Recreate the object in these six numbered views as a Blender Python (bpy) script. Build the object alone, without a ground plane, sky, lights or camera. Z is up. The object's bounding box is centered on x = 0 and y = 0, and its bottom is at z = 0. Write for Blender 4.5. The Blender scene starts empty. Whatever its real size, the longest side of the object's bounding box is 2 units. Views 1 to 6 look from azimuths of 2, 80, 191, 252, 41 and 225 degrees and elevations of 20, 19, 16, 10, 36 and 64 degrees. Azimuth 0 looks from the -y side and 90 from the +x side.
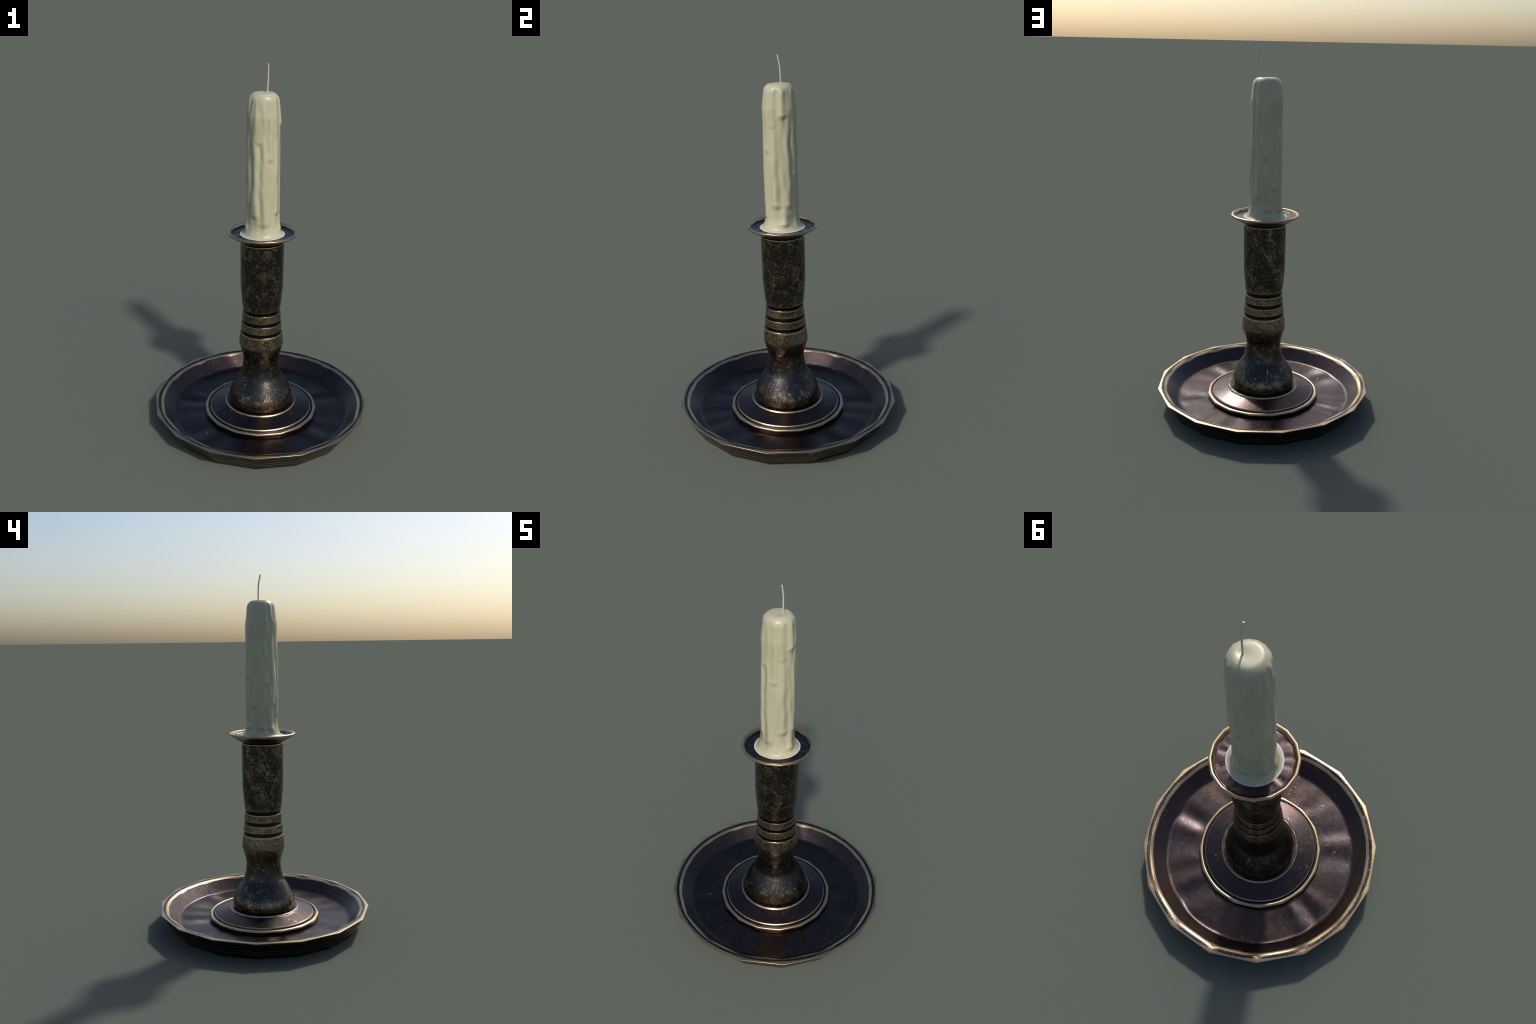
"""Antique dark-bronze candlestick with a saucer foot and a dripping wax candle."""
import bpy, math
import numpy as np
from mathutils import noise as mnoise, Vector

SIDES = 16                      # every turned part has a faint 16-sided outline
CELL = 2 * math.pi / SIDES
TAU = 2 * math.pi


# ------------------------------------------------------------------ geometry
def fillet(points):
    """Profile points are (r, z) or (r, z, bevel). Bevelled corners become arcs.
    Returns arrays of r, z."""
    out = []
    n = len(points)
    for i, p in enumerate(points):
        bev = p[2] if len(p) > 2 else 0
        P = np.array(p[:2], float)
        if not bev or i in (0, n - 1):
            out.append(P)
            continue
        a = np.array(points[i - 1][:2], float) - P
        b = np.array(points[i + 1][:2], float) - P
        la, lb = np.linalg.norm(a), np.linalg.norm(b)
        d = min(bev, la * 0.48, lb * 0.48)
        A, B = P + a / la * d, P + b / lb * d
        for t in np.linspace(0, 1, 6):
            out.append((1 - t) ** 2 * A + 2 * t * (1 - t) * P + t * t * B)
    return np.array(out)


def grid_normals(P):
    """Normals of a grid of points, periodic along axis 1; long edges win at corners."""
    dth = np.roll(P, -1, 1) - np.roll(P, 1, 1)
    e = P[1:] - P[:-1]                              # along the profile
    ds = np.zeros_like(P)
    ds[:-1] += e * np.linalg.norm(e, axis=2, keepdims=True) ** 0.5
    ds[1:] += e * np.linalg.norm(e, axis=2, keepdims=True) ** 0.5
    n = np.cross(dth, ds)
    ln = np.linalg.norm(n, axis=2, keepdims=True)
    return n / np.maximum(ln, 1e-12)


def lathe(name, profile, material, parent, facet=1.0, segments=96, relief=None,
          relief_gain=1.0, cap_start=False, cap_end=False):
    """Turn a profile (listed so that the outside lies on the left going along it)
    round z. The outline is pulled to a 16-gon by `facet`, while the shading
    normals stay those of the round form. relief(theta, r, z) -> (dr, dz)."""
    pr = fillet(profile) if not isinstance(profile, np.ndarray) else profile
    th = np.arange(segments) * TAU / segments
    R = np.repeat(pr[:, :1], segments, 1)
    Z = np.repeat(pr[:, 1:2], segments, 1)
    T = np.repeat(th[None, :], len(pr), 0)
    dr = dz = 0
    if relief:
        dr, dz = relief(T, R, Z)
    # round form used for the normals
    g = relief_gain
    Rn, Zn = R + g * dr, Z + g * dz
    N = grid_normals(np.stack([Rn * np.cos(T), Rn * np.sin(T), Zn], 2))
    if callable(facet):
        facet = facet(R, Z)
    m = np.mod(T, CELL) - CELL / 2
    poly = math.cos(CELL / 2) / np.cos(m)
    Rp = (R + dr) * (1 + facet * (poly - 1))
    P = np.stack([Rp * np.cos(T), Rp * np.sin(T), Z + dz], 2)
    rows = len(pr)
    verts = P.reshape(-1, 3).tolist()
    norms = N.reshape(-1, 3).tolist()
    faces = []
    for i in range(rows - 1):
        for j in range(segments):
            k = (j + 1) % segments
            faces.append((i * segments + j, i * segments + k,
                          (i + 1) * segments + k, (i + 1) * segments + j))
    if cap_start:
        faces.append(tuple(reversed(range(segments))))
    if cap_end:
        faces.append(tuple(range((rows - 1) * segments, rows * segments)))
    me = bpy.data.meshes.new(name)
    me.from_pydata(verts, [], faces)
    me.validate()
    me.shade_smooth()
    me.normals_split_custom_set_from_vertices(norms)
    me.materials.append(material)
    ob = bpy.data.objects.new(name, me)
    bpy.context.scene.collection.objects.link(ob)
    ob.parent = parent
    return ob


# ----------------------------------------------------------------- materials
class Nodes:
    """Small helper for writing node trees as expressions."""

    def __init__(self, name):
        self.mat = bpy.data.materials.new(name)
        self.mat.use_nodes = True
        self.nt = self.mat.node_tree
        self.nt.nodes.clear()
        self.out = self.nt.nodes.new('ShaderNodeOutputMaterial')
        self.co = self.nt.nodes.new('ShaderNodeTexCoord').outputs['Object']
        sep = self.new('ShaderNodeSeparateXYZ')
        self.link(self.co, sep.inputs[0])
        self.x, self.y, self.z = sep.outputs
        self.r = self.math('SQRT', self.math('ADD', self.math('MULTIPLY', self.x, self.x),
                                             self.math('MULTIPLY', self.y, self.y)))
        self.theta = self.math('ARCTAN2', self.y, self.x)
        cell = self.math('SUBTRACT', self.math('FLOORED_MODULO', self.theta, CELL), CELL / 2)
        self.rp = self.math('DIVIDE', self.math('MULTIPLY', self.r, self.math('COSINE', cell)),
                            math.cos(CELL / 2))

    def blended_radius(self):
        return self.math('MULTIPLY', self.math('ADD', self.r, self.rp), 0.5)

    def new(self, t):
        return self.nt.nodes.new(t)

    def link(self, a, b):
        self.nt.links.new(a, b)

    def put(self, v, sock):
        if isinstance(v, bpy.types.NodeSocket):
            self.link(v, sock)
        else:
            sock.default_value = v

    def math(self, op, a, b=None, clamp=False):
        n = self.new('ShaderNodeMath')
        n.operation = op
        n.use_clamp = clamp
        self.put(a, n.inputs[0])
        if b is not None:
            self.put(b, n.inputs[1])
        return n.outputs[0]

    def step(self, v, lo, hi, to0=0.0, to1=1.0):
        n = self.new('ShaderNodeMapRange')
        n.interpolation_type = 'SMOOTHSTEP'
        self.put(v, n.inputs['Value'])
        n.inputs['From Min'].default_value = lo
        n.inputs['From Max'].default_value = hi
        n.inputs['To Min'].default_value = to0
        n.inputs['To Max'].default_value = to1
        return n.outputs['Result']

    def noise(self, scale, detail=4, rough=0.55, distort=0.0, stretch=(1, 1, 1), shift=(0, 0, 0), turn=(0, 0, 0), vec=None):
        mp = self.new('ShaderNodeMapping')
        mp.inputs['Scale'].default_value = stretch
        mp.inputs['Location'].default_value = shift
        mp.inputs['Rotation'].default_value = turn
        self.link(vec or self.co, mp.inputs['Vector'])
        n = self.new('ShaderNodeTexNoise')
        n.inputs['Scale'].default_value = scale
        n.inputs['Detail'].default_value = detail
        n.inputs['Roughness'].default_value = rough
        n.inputs['Distortion'].default_value = distort
        self.link(mp.outputs[0], n.inputs['Vector'])
        return n.outputs['Fac']

    def mix(self, f, a, b):
        n = self.new('ShaderNodeMix')
        n.data_type = 'RGBA'
        self.put(f, n.inputs['Factor'])
        for v, s in ((a, n.inputs[6]), (b, n.inputs[7])):
            if isinstance(v, bpy.types.NodeSocket):
                self.link(v, s)
            else:
                s.default_value = (*v, 1)
        return n.outputs[2]

    def mixf(self, f, a, b):
        n = self.new('ShaderNodeMix')
        self.put(f, n.inputs['Factor'])
        self.put(a, n.inputs[2])
        self.put(b, n.inputs[3])
        return n.outputs[0]

    def maxi(self, *vals):
        v = vals[0]
        for w in vals[1:]:
            v = self.math('MAXIMUM', v, w)
        return v

    def bump(self, height, strength, distance):
        n = self.new('ShaderNodeBump')
        n.inputs['Strength'].default_value = strength
        n.inputs['Distance'].default_value = distance
        self.put(height, n.inputs['Height'])
        return n.outputs[0]


PATINA = (0.052, 0.044, 0.047)
PATINA_WARM = (0.070, 0.050, 0.047)
BRASS = (0.62, 0.46, 0.27)
BRASS_DULL = (0.46, 0.345, 0.20)


def metal(name, bands=(), fleck=0.0, heavy=(), pits=0.0, clean=(), tones=None):
    """Dark patinated bronze with brass showing through.
    bands: (coord, lo, hi, ragged) stripes rubbed bare; fleck: amount of scattered
    scratches; heavy: (lo z, hi z, gain) zones with more of them."""
    n = Nodes(name)
    rag = n.math('SUBTRACT', n.noise(95, 4, 0.7), 0.5)
    rag2 = n.math('SUBTRACT', n.noise(16, 2, 0.5, shift=(3, 1, 0)), 0.5)
    masks = []
    for coord, lo, hi, ragged, *also in bands:
        c = n.blended_radius() if coord == 'rq' else getattr(n, coord)
        s = 0.0007
        j = n.math('ADD', n.math('MULTIPLY', rag, ragged), n.math('MULTIPLY', rag2, ragged * 0.6))
        cj = n.math('ADD', c, j)
        m = n.math('MULTIPLY', n.step(cj, lo - s, lo + s), n.step(cj, hi - s, hi + s, 1, 0))
        if also:
            c2, lo2, hi2 = also
            c2 = n.math('ADD', getattr(n, c2), j)
            m = n.math('MULTIPLY', m, n.math('MULTIPLY', n.step(c2, lo2 - s, lo2 + s), n.step(c2, hi2 - s, hi2 + s, 1, 0)))
        masks.append(m)
    # scratches: short strokes, each set drawn out along its own direction
    def strokes(turn, width, length, shift, cut):
        mp = n.new('ShaderNodeMapping')
        mp.vector_type = 'TEXTURE'
        mp.inputs['Rotation'].default_value = turn
        mp.inputs['Scale'].default_value = (1 / width, 1 / width, 1 / length)
        mp.inputs['Location'].default_value = shift
        warp = n.new('ShaderNodeVectorMath')
        warp.operation = 'MULTIPLY_ADD'
        wn = n.new('ShaderNodeTexNoise')
        wn.inputs['Scale'].default_value = 18
        n.link(n.co, wn.inputs['Vector'])
        n.link(wn.outputs['Color'], warp.inputs[0])
        warp.inputs[1].default_value = (0.018, 0.018, 0.018)
        n.link(n.co, warp.inputs[2])
        n.link(warp.outputs[0], mp.inputs['Vector'])
        t = n.new('ShaderNodeTexNoise')
        t.inputs['Scale'].default_value = 1.0
        t.inputs['Detail'].default_value = 1.6
        t.inputs['Roughness'].default_value = 0.6
        n.link(mp.outputs[0], t.inputs['Vector'])
        return t.outputs['Fac']
    dirs = [((0.5, 0.3, 0.0), 125, 20, (0.1, 0.2, 0.3)), ((1.25, 0.0, 0.5), 135, 22, (0.5, 0.1, 0.7)),
            ((0.2, 1.3, 1.1), 130, 20, (0.9, 0.4, 0.2)), ((-0.7, 0.5, 0.9), 150, 24, (0.3, 0.8, 0.6)),
            ((1.0, 1.0, 2.0), 115, 20, (0.2, 0.6, 0.1))]
    blotch = n.noise(34, 6, 0.75, 0.8, (1, 1, 0.7), (2, 8, 1))
    area_a = n.noise(12, 4, 0.6, 0.6, (1, 1, 0.8), (4, 4, 9))
    area_b = n.noise(17, 4, 0.6, 0.6, (1, 1, 1), (14, 2, 5))
    zone = 0.0
    for lo, hi, gain in heavy:
        w = (hi - lo) * 0.3
        zone_i = n.math('MULTIPLY', n.math('MULTIPLY', n.step(n.z, lo - w, lo + w), n.step(n.z, hi - w, hi + w, 1, 0)), gain)
        zone = zone_i if zone == 0.0 else n.math('ADD', zone, zone_i)
    lift = n.math('ADD', zone, fleck) if heavy else fleck
    aa = n.math('ADD', area_a, lift)
    ab = n.math('ADD', area_b, lift)
    gate = [aa, ab, n.math('ADD', n.math('SUBTRACT', 1.0, area_a), lift),
            n.math('ADD', n.math('SUBTRACT', 1.0, area_b), lift), n.math('MULTIPLY', n.math('ADD', aa, ab), 0.5)]
    parts = []
    for (turn, w, l, sh), g in zip(dirs, gate):
        f = strokes(turn, w, l, sh, 0)
        v = n.math('ADD', f, n.math('MULTIPLY', n.math('SUBTRACT', g, 0.5), 1.25))
        parts.append(n.step(v, 0.605, 0.80))
    hair_noise = n.noise(26, 3, 0.55, 1.2, (1.2, 1.2, 0.8), (8, 1, 4), (0.4, 0.5, 0.2))
    hair = n.step(n.math('ABSOLUTE', n.math('SUBTRACT', hair_noise, 0.5)), 0.004, 0.022, 1, 0)
    parts.append(n.math('MULTIPLY', n.math('MULTIPLY', hair, n.step(n.math('ADD', ab, lift), 0.46, 0.58)), 0.75))
    scr = n.maxi(*parts)
    blo = n.math('MULTIPLY', n.step(n.math('ADD', blotch, n.math('MULTIPLY', n.math('SUBTRACT', aa, 0.55), 1.1)), 0.63, 0.78), 0.7)
    grit = n.step(n.noise(150, 3, 0.6), 0.36, 0.6)
    cloud = n.math('MULTIPLY', n.step(n.math('ADD', n.noise(15, 7, 0.68, 0.7, (1, 1, 0.75), (6, 3, 8)), lift), 0.47, 0.64), 0.5)
    wear = n.math('MULTIPLY', n.maxi(scr, blo, cloud), n.mixf(grit, 0.35, 0.85))
    groove_shade = None
    for lo, hi in clean:          # sheltered grooves keep their patina; occlusion shade is painted in dark
        inside = n.math('MULTIPLY', n.step(n.z, lo - 0.0006, lo + 0.0006), n.step(n.z, hi - 0.0006, hi + 0.0006, 1, 0))
        wear = n.math('MULTIPLY', wear, n.math('SUBTRACT', 1.0, inside))
        groove_shade = inside if groove_shade is None else n.math('MAXIMUM', groove_shade, inside)
    edge = masks[0] if masks else None
    if len(masks) > 1:
        edge = n.maxi(*masks)
    gold = wear if edge is None else n.math('MAXIMUM', n.math('MULTIPLY', edge, n.mixf(grit, 0.8, 1.0)), wear)

    tone = n.noise(7, 3, 0.5)
    dark = n.mix(n.step(tone, 0.35, 0.65), *(tones or (PATINA, PATINA_WARM)))
    if groove_shade is not None:
        dark = n.mix(n.math('MULTIPLY', groove_shade, 0.8), dark, (0.014, 0.009, 0.010))
    brass = n.mix(n.noise(60, 3, 0.6), BRASS_DULL, BRASS)
    col = n.mix(gold, dark, brass)
    rough = n.mixf(gold, n.step(n.noise(30, 4, 0.6), 0.3, 0.7, 0.27, 0.36), 0.33)

    h = n.noise(70, 5, 0.65)
    hh = n.math('ADD', n.math('MULTIPLY', h, 0.5), n.math('MULTIPLY', gold, -0.15))
    if pits:
        dent = n.step(n.noise(48, 3, 0.55, 0.4, shift=(1, 5, 3)), 0.60, 0.72)
        some = n.step(n.noise(7, 2, 0.5, shift=(7, 7, 2)), 0.48, 0.62)
        hh = n.math('ADD', hh, n.math('MULTIPLY', n.math('MULTIPLY', dent, some), -pits))
    bs = n.new('ShaderNodeBsdfPrincipled')
    n.link(col, bs.inputs['Base Color'])
    bs.inputs['Metallic'].default_value = 1.0
    n.link(rough, bs.inputs['Roughness'])
    n.link(n.bump(hh, 0.5, 0.0018), bs.inputs['Normal'])
    n.link(bs.outputs[0], n.out.inputs['Surface'])
    return n.mat


def wax(name, base, tint, rough=0.36):
    n = Nodes(name)
    f = n.noise(9, 3, 0.55, 0.3, (1, 1, 0.25))
    col = n.mix(n.step(f, 0.3, 0.7), base, tint)
    bs = n.new('ShaderNodeBsdfPrincipled')
    n.link(col, bs.inputs['Base Color'])
    bs.inputs['Roughness'].default_value = rough
    bs.inputs['Specular IOR Level'].default_value = 0.5
    n.link(n.bump(n.noise(60, 3, 0.5), 0.15, 0.001), bs.inputs['Normal'])
    n.link(bs.outputs[0], n.out.inputs['Surface'])
    return n.mat


M_WALL = metal('bronze_saucer_wall', [('z', -0.01, 0.0035, 0.004), ('z', 0.0292, 0.0334, 0.0010),
                                      ('z', 0.0490, 0.0536, 0.0010)], fleck=-0.10)
M_RIM = metal('bronze_saucer_rim', [('r', 0.5885, 0.70, 0.009), ('z', 0.1035, 0.1100, 0.003, 'rp', 0.603, 0.7), ('r', 0.50, 0.5725, 0.007)], fleck=-0.10)
M_BASIN = metal('bronze_saucer_basin', [('r', 0.5580, 0.70, 0.008)], fleck=-0.165, pits=0.4)
M_BEAD = metal('bronze_foot_bead', [('r', 0.3025, 0.40, 0.003, 'z', 0.0560, 0.09)], fleck=-0.2)
M_FOOT = metal('bronze_foot', [('r', 0.2862, 0.2905, 0.004),
                               ('r', 0.1950, 0.2010, 0.002)], fleck=-0.15, pits=0.2)
M_STEM = metal('bronze_stem', [('z', 0.5300, 0.5392, 0.006), ('z', 0.5604, 0.5640, 0.005),
                               ('z', 0.5960, 0.6004, 0.005), ('z', 0.6221, 0.6255, 0.005),
                               ('z', 0.6590, 0.6638, 0.005), ('z', 0.6861, 0.6890, 0.004),
                               ('z', 1.0640, 1.0685, 0.006)],
               fleck=-0.03, heavy=[(0.42, 0.665, 0.085), (0.105, 0.170, 0.06), (0.195, 0.32, -0.055)],
               tones=((0.044, 0.045, 0.047), (0.052, 0.047, 0.045)),
               clean=[(0.5395, 0.5602), (0.6006, 0.6219), (0.6640, 0.6859), (1.0688, 1.08)])
M_PAN = metal('bronze_drip_pan', [('rp', 0.1715, 0.20, 0.004)], fleck=-0.16, pits=0.4, tones=((0.060, 0.046, 0.050), (0.070, 0.050, 0.050)))
M_WAX = wax('candle_wax', (0.43, 0.405, 0.270), (0.48, 0.445, 0.30))
M_BLEED_RING = wax('pale_texture_bleed', (0.50, 0.50, 0.51), (0.58, 0.58, 0.61), 0.5)  # whitish tone of the texture bleed around the candle base
M_WICK = wax('waxed_wick', (0.56, 0.51, 0.38), (0.60, 0.55, 0.42), 0.6)

# -------------------------------------------------------------------- object
root = bpy.data.objects.new('candlestick', None)
bpy.context.scene.collection.objects.link(root)
root['label'] = 'dark bronze candlestick with saucer foot and dripping cream candle'
root['category'] = 'candlestick'


def floor_relief(T, R, Z):
    """Low-poly shading artifacts put into the shape: gentle radial swells about one per facet."""
    w = np.zeros_like(T)
    ph = [(16, 0.3, 1.0), (11, 1.9, 0.7), (23, 4.0, 0.45), (7, 2.2, 0.8)]
    for k, p, a in ph:
        w += a * np.sin(k * T + p + 0.8 * np.sin(3 * T + k))
    env = np.clip((R - 0.30) / 0.06, 0, 1) * np.clip((0.50 - R) / 0.03, 0, 1)
    return 0, w * 0.0005 * env * (1 + 0.35 * np.sin(5 * T + 14 * R))


# saucer: outer wall with a turned groove, rim and basin
saucer = lathe('saucer', [(0.02, 0.0), (0.530, 0.0, 0.002), (0.5375, 0.0, 0.003), (0.5575, 0.0312, 0.001),
                          (0.5577, 0.0335, 0.001), (0.5655, 0.0478, 0.001), (0.5692, 0.0496, 0.0008),
                          (0.6050, 0.1045)], M_WALL, root, cap_start=True)
lathe('saucer_rim', [(0.6050, 0.1045), (0.6092, 0.1090), (0.6104, 0.1140, 0.0045), (0.5960, 0.1158), (0.5880, 0.1150), (0.5810, 0.1135), (0.5735, 0.1105, 0.002),
                     (0.5670, 0.1060)], M_RIM, saucer)
fl = fillet([(0.5670, 0.1060), (0.5400, 0.0810), (0.4985, 0.0430, 0.010), (0.4860, 0.0400, 0.006), (0.4600, 0.0400)])
fl = np.vstack([fl, [(r, 0.0400) for r in np.arange(0.445, 0.28, -0.015)]])
lathe('basin', fl, M_BASIN, saucer, segments=192, relief=floor_relief, relief_gain=3.4,
      facet=lambda R, Z: np.clip((R - 0.515) / 0.05, 0, 1))

# stepped foot: round bead, groove, sloping collar and a small ledge under the stem
foot = lathe('foot', [(0.2990, 0.0600), (0.2945, 0.0605, 0.001), (0.2910, 0.0690, 0.002), (0.2870, 0.0735, 0.002),
                      (0.2060, 0.0975, 0.006), (0.2015, 0.1010, 0.002), (0.1985, 0.1065, 0.003), (0.1880, 0.1060, 0.003),
                      (0.1500, 0.1050)], M_FOOT, root, facet=lambda R, Z: np.where(R < 0.22, 0.7, 0.0))
lathe('bead', [(0.3190, 0.0360), (0.3195, 0.0500, 0.004), (0.3235, 0.0550, 0.003), (0.3210, 0.0640, 0.005),
               (0.3100, 0.0680, 0.005), (0.3020, 0.0660, 0.003), (0.2990, 0.0600)], M_BEAD, foot,
      facet=lambda R, Z: 0.75 * np.clip((R - 0.305) / 0.014, 0, 1))

# turned stem: bulb, waist, knop, two collars between three grooves, grip
G = 0.0035
stem = lathe('stem', [(0.1700, 0.1000), (0.1770, 0.1090), (0.1800, 0.1200), (0.1805, 0.1380), (0.1772, 0.1610), (0.1680, 0.1860),
                      (0.1432, 0.2330), (0.1245, 0.2610), (0.1135, 0.2800), (0.1030, 0.3250), (0.0995, 0.3680), (0.1050, 0.3980), (0.1150, 0.4330),
                      (0.1230, 0.4600), (0.1240, 0.4700), (0.1225, 0.4900), (0.1168, 0.5392, 0.0015),
                      (0.1168 - G, 0.5420, 0.0015), (0.1142 - G, 0.5580, 0.0015)], M_STEM, root)
lathe('collar', [(0.1142 - G, 0.5580), (0.1144, 0.5604, 0.0015), (0.1112, 0.6004, 0.0015), (0.1112 - G, 0.6030, 0.0015), (0.1086 - G, 0.6195)], M_STEM, stem)
lathe('collar', [(0.1086 - G, 0.6195), (0.1087, 0.6221, 0.0015), (0.1052, 0.6638, 0.0015), (0.1052 - G, 0.6665, 0.0015), (0.1047 - G, 0.6835)], M_STEM, stem)
lathe('grip', [(0.1047 - G, 0.6835), (0.1049, 0.6861, 0.0015), (0.1085, 0.7200), (0.1130, 0.7700), (0.1164, 0.8080), (0.1172, 0.8500),
               (0.1176, 1.0000), (0.1176, 1.0685, 0.002), (0.1110, 1.0710, 0.001), (0.1100, 1.0780)], M_STEM, stem)

# drip pan on top of the stem
pan = lathe('drip_pan', [(0.1100, 1.0725), (0.1165, 1.0735, 0.002), (0.1200, 1.0760, 0.003), (0.1845, 1.1130)], M_PAN, root)
lathe('pan_rim', [(0.1845, 1.1130), (0.1893, 1.1150, 0.002), (0.1903, 1.1235, 0.003), (0.1835, 1.1275, 0.003), (0.1755, 1.1265, 0.003),
                  (0.1720, 1.1170, 0.002), (0.1690, 1.1125, 0.002), (0.1640, 1.1118)], M_PAN, pan,
      facet=lambda R, Z: np.where(R > 0.183, 0.95, 0.6 * (R > 0.166)))


def pan_relief(T, R, Z):
    w = np.sin(9 * T + 1) + 0.8 * np.sin(14 * T + 3 + np.sin(2 * T)) + 0.5 * np.sin(23 * T)
    return 0, w * 0.0003 * np.clip((0.164 - R) / 0.01, 0, 1)


lathe('pan_floor', np.array([(r, 1.1118) for r in (0.164, 0.158, 0.15, 0.14, 0.13, 0.12, 0.11, 0.10)]),
      M_PAN, pan, segments=192, relief=pan_relief, relief_gain=2.0)

# ---------------------------------------------------------------- wax candle
# runs of wax: (angle deg, z of head, z of tip, half width deg, height m, bulb gain)
RUNS = [(-64, 1.850, 1.515, 9, 0.0036, 1.2), (-87, 1.690, 1.170, 11, 0.0040, 1.0),
        (-31, 1.690, 1.230, 11, 0.0046, 1.2), (1, 1.850, 1.690, 10, 0.0044, 1.5),
        (-5, 1.280, 1.130, 12, 0.0052, 0.8), (16, 1.720, 1.230, 12, 0.0050, 0.5),
        (-117, 1.850, 1.215, 13, 0.0046, 0.4), (-104, 1.850, 1.600, 14, 0.0036, 0.4),
        (-38, 1.850, 1.640, 12, 0.0028, 0.4), (-153, 1.850, 1.280, 12, 0.0044, 0.6),
        (44, 1.850, 1.390, 12, 0.0042, 0.6), (72, 1.790, 1.215, 11, 0.0044, 0.7),
        (98, 1.850, 1.430, 11, 0.0042, 0.8), (108, 1.430, 1.150, 11, 0.0048, 0.9),
        (131, 1.850, 1.265, 11, 0.0044, 0.6), (160, 1.640, 1.145, 12, 0.0050, 0.9),
        (178, 1.850, 1.390, 11, 0.0042, 0.7), (192, 1.450, 1.140, 11, 0.0048, 0.9)]


def drips(T, R, Z):
    d = np.zeros_like(T)
    for a, z1, z0, hw, h, bulb in RUNS:
        wob = math.radians(a) + 0.05 * np.sin(Z * 21 + a) + 0.025 * np.sin(Z * 47 + 2 * a)
        da = np.mod(T - wob + math.pi, TAU) - math.pi
        t = np.clip((z1 - Z) / (z1 - z0), 0, 1)
        tip = np.exp(-((Z - (z0 + 0.014)) / 0.020) ** 2)             # hanging drop
        w = math.radians(hw) * 1.18 * (0.75 + 0.35 * t + 0.35 * tip * (bulb - 0.6))
        across = np.exp(-(da / w) ** 2 * 1.1)
        along = (np.clip((z1 - Z) / 0.10, 0, 1) if z1 < 1.84 else np.clip((z1 - Z) / 0.02, 0, 1)) * np.clip((Z - z0 + 0.012) / 0.036, 0, 1)
        along = along * along * (3 - 2 * along)
        d = d + 0.75 * np.maximum(0, -d + across * along * h * (0.66 + 0.28 * t * np.sin(9 * Z + a) ** 2 + 0.32 * tip * bulb))
    streak = np.zeros_like(T)
    for k, p, a in [(5, 0.5, 0.7), (9, 1.7, 0.6), (14, 3.3, 0.35)]:
        streak += a * np.sin(k * T + p + 0.8 * np.sin(Z * 7 + p) + 0.35 * np.sin(Z * 17 + 2 * p))
    lump = 0.6 * (np.sin(7 * T + 9 * Z + 1.0 * np.sin(13 * Z)) * np.sin(31 * Z + 2 * np.sin(4 * T))
            + 0.8 * np.sin(10 * T - 7 * Z) * np.sin(23 * Z + 2 * np.sin(3 * T) + 1))
    oval = 0.0002 * np.cos(2 * (T - math.radians(125)))
    streak = streak + 0.85 * lump
    body = np.clip((1.850 - Z) / 0.03, 0, 1) * np.clip((Z - 1.118) / 0.03, 0, 1) * (R > 0.07)
    x, y = R * np.cos(T) - 0.0165, R * np.sin(T) - 0.0105
    dimple = -0.0030 * np.exp(-(x * x + y * y) / 0.018 ** 2) * (R < 0.06)
    back = 1 + 0.6 * np.clip(np.cos(T - math.radians(128)), 0, 1)     # relief exaggerated on the shaded side to show in ambient light
    return ((d + streak * 0.00085 - 0.001) * back + 0.001 + oval - 0.0003) * body, dimple / 2.5


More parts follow.
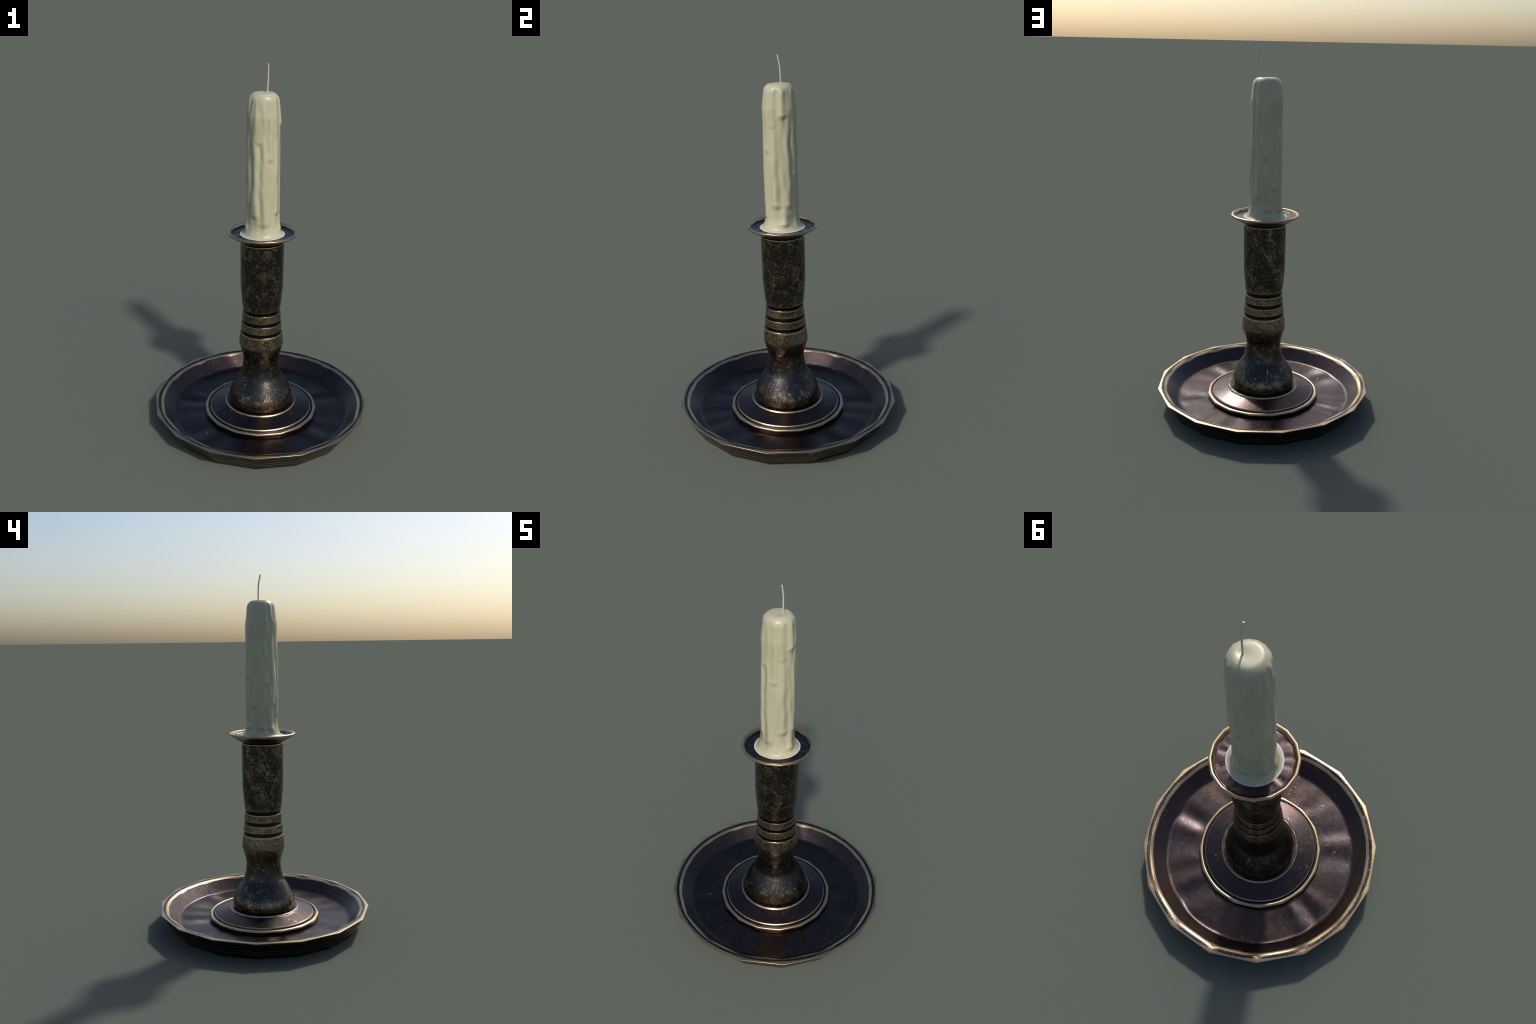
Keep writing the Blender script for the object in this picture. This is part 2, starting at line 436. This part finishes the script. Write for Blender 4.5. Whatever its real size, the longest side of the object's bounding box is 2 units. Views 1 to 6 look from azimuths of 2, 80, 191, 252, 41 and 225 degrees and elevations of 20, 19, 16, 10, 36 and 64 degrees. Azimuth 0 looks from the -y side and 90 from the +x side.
def candle_profile():
    key = [(0.119, 1.1115), (0.1165, 1.1140), (0.110, 1.1160), (0.1035, 1.1220), (0.097, 1.1380), (0.0915, 1.1570), (0.0882, 1.1780),
           (0.0880, 1.25), (0.0884, 1.35), (0.0884, 1.50), (0.0862, 1.60), (0.0852, 1.66), (0.0862, 1.70), (0.0868, 1.738),
           (0.0830, 1.770), (0.0775, 1.822), (0.0745, 1.838), (0.068, 1.8465), (0.0570, 1.8565), (0.050, 1.8588), (0.040, 1.8592), (0.030, 1.8592), (0.018, 1.8590), (0.002, 1.8588)]
    key = np.array(key)
    s = np.concatenate([[0], np.cumsum(np.hypot(*np.diff(key, axis=0).T))])
    t = np.unique(np.concatenate([s, np.arange(0, s[-1], 0.004)]))
    return np.stack([np.interp(t, s, key[:, 0]), np.interp(t, s, key[:, 1])], 1)


def smooth(p, it=6):
    q = p.copy()
    for _ in range(it):
        q[1:-1] = (q[:-2] + 2 * q[1:-1] + q[2:]) / 4
    return q


candle = lathe('candle', smooth(candle_profile()), M_WAX, root, segments=256, relief=drips, relief_gain=2.5, cap_end=True)
lathe('bleed_ring', [(0.1208, 1.1110), (0.1202, 1.1128, 0.0006), (0.1150, 1.1138, 0.001), (0.108, 1.1130)], M_BLEED_RING, candle, facet=0.0)  # ring added to copy texture bleed on the pan floor

# wick: a thin waxed cord, bent near its tip
cu = bpy.data.curves.new('wick', 'CURVE')
cu.dimensions = '3D'
cu.bevel_depth = 0.0038
cu.bevel_resolution = 2
cu.use_fill_caps = True
sp = cu.splines.new('POLY')
WICK = [(0.0160, 0.0100, 1.846), (0.0178, 0.0090, 1.880), (0.0198, 0.0074, 1.915), (0.0206, 0.0054, 1.947), (0.0208, 0.0002, 1.974), (0.0208, -0.0056, 1.9990)]
sp.points.add(len(WICK) - 1)
for p, c in zip(sp.points, WICK):
    p.co = (*c, 1)
tmp = bpy.data.objects.new('wick_curve', cu)
bpy.context.scene.collection.objects.link(tmp)
dg = bpy.context.evaluated_depsgraph_get()
me = bpy.data.meshes.new_from_object(tmp.evaluated_get(dg))
me.name = 'wick'
bpy.data.objects.remove(tmp)
me.materials.clear()
me.materials.append(M_WICK)
me.shade_smooth()
wick = bpy.data.objects.new('wick', me)
bpy.context.scene.collection.objects.link(wick)
wick.parent = candle
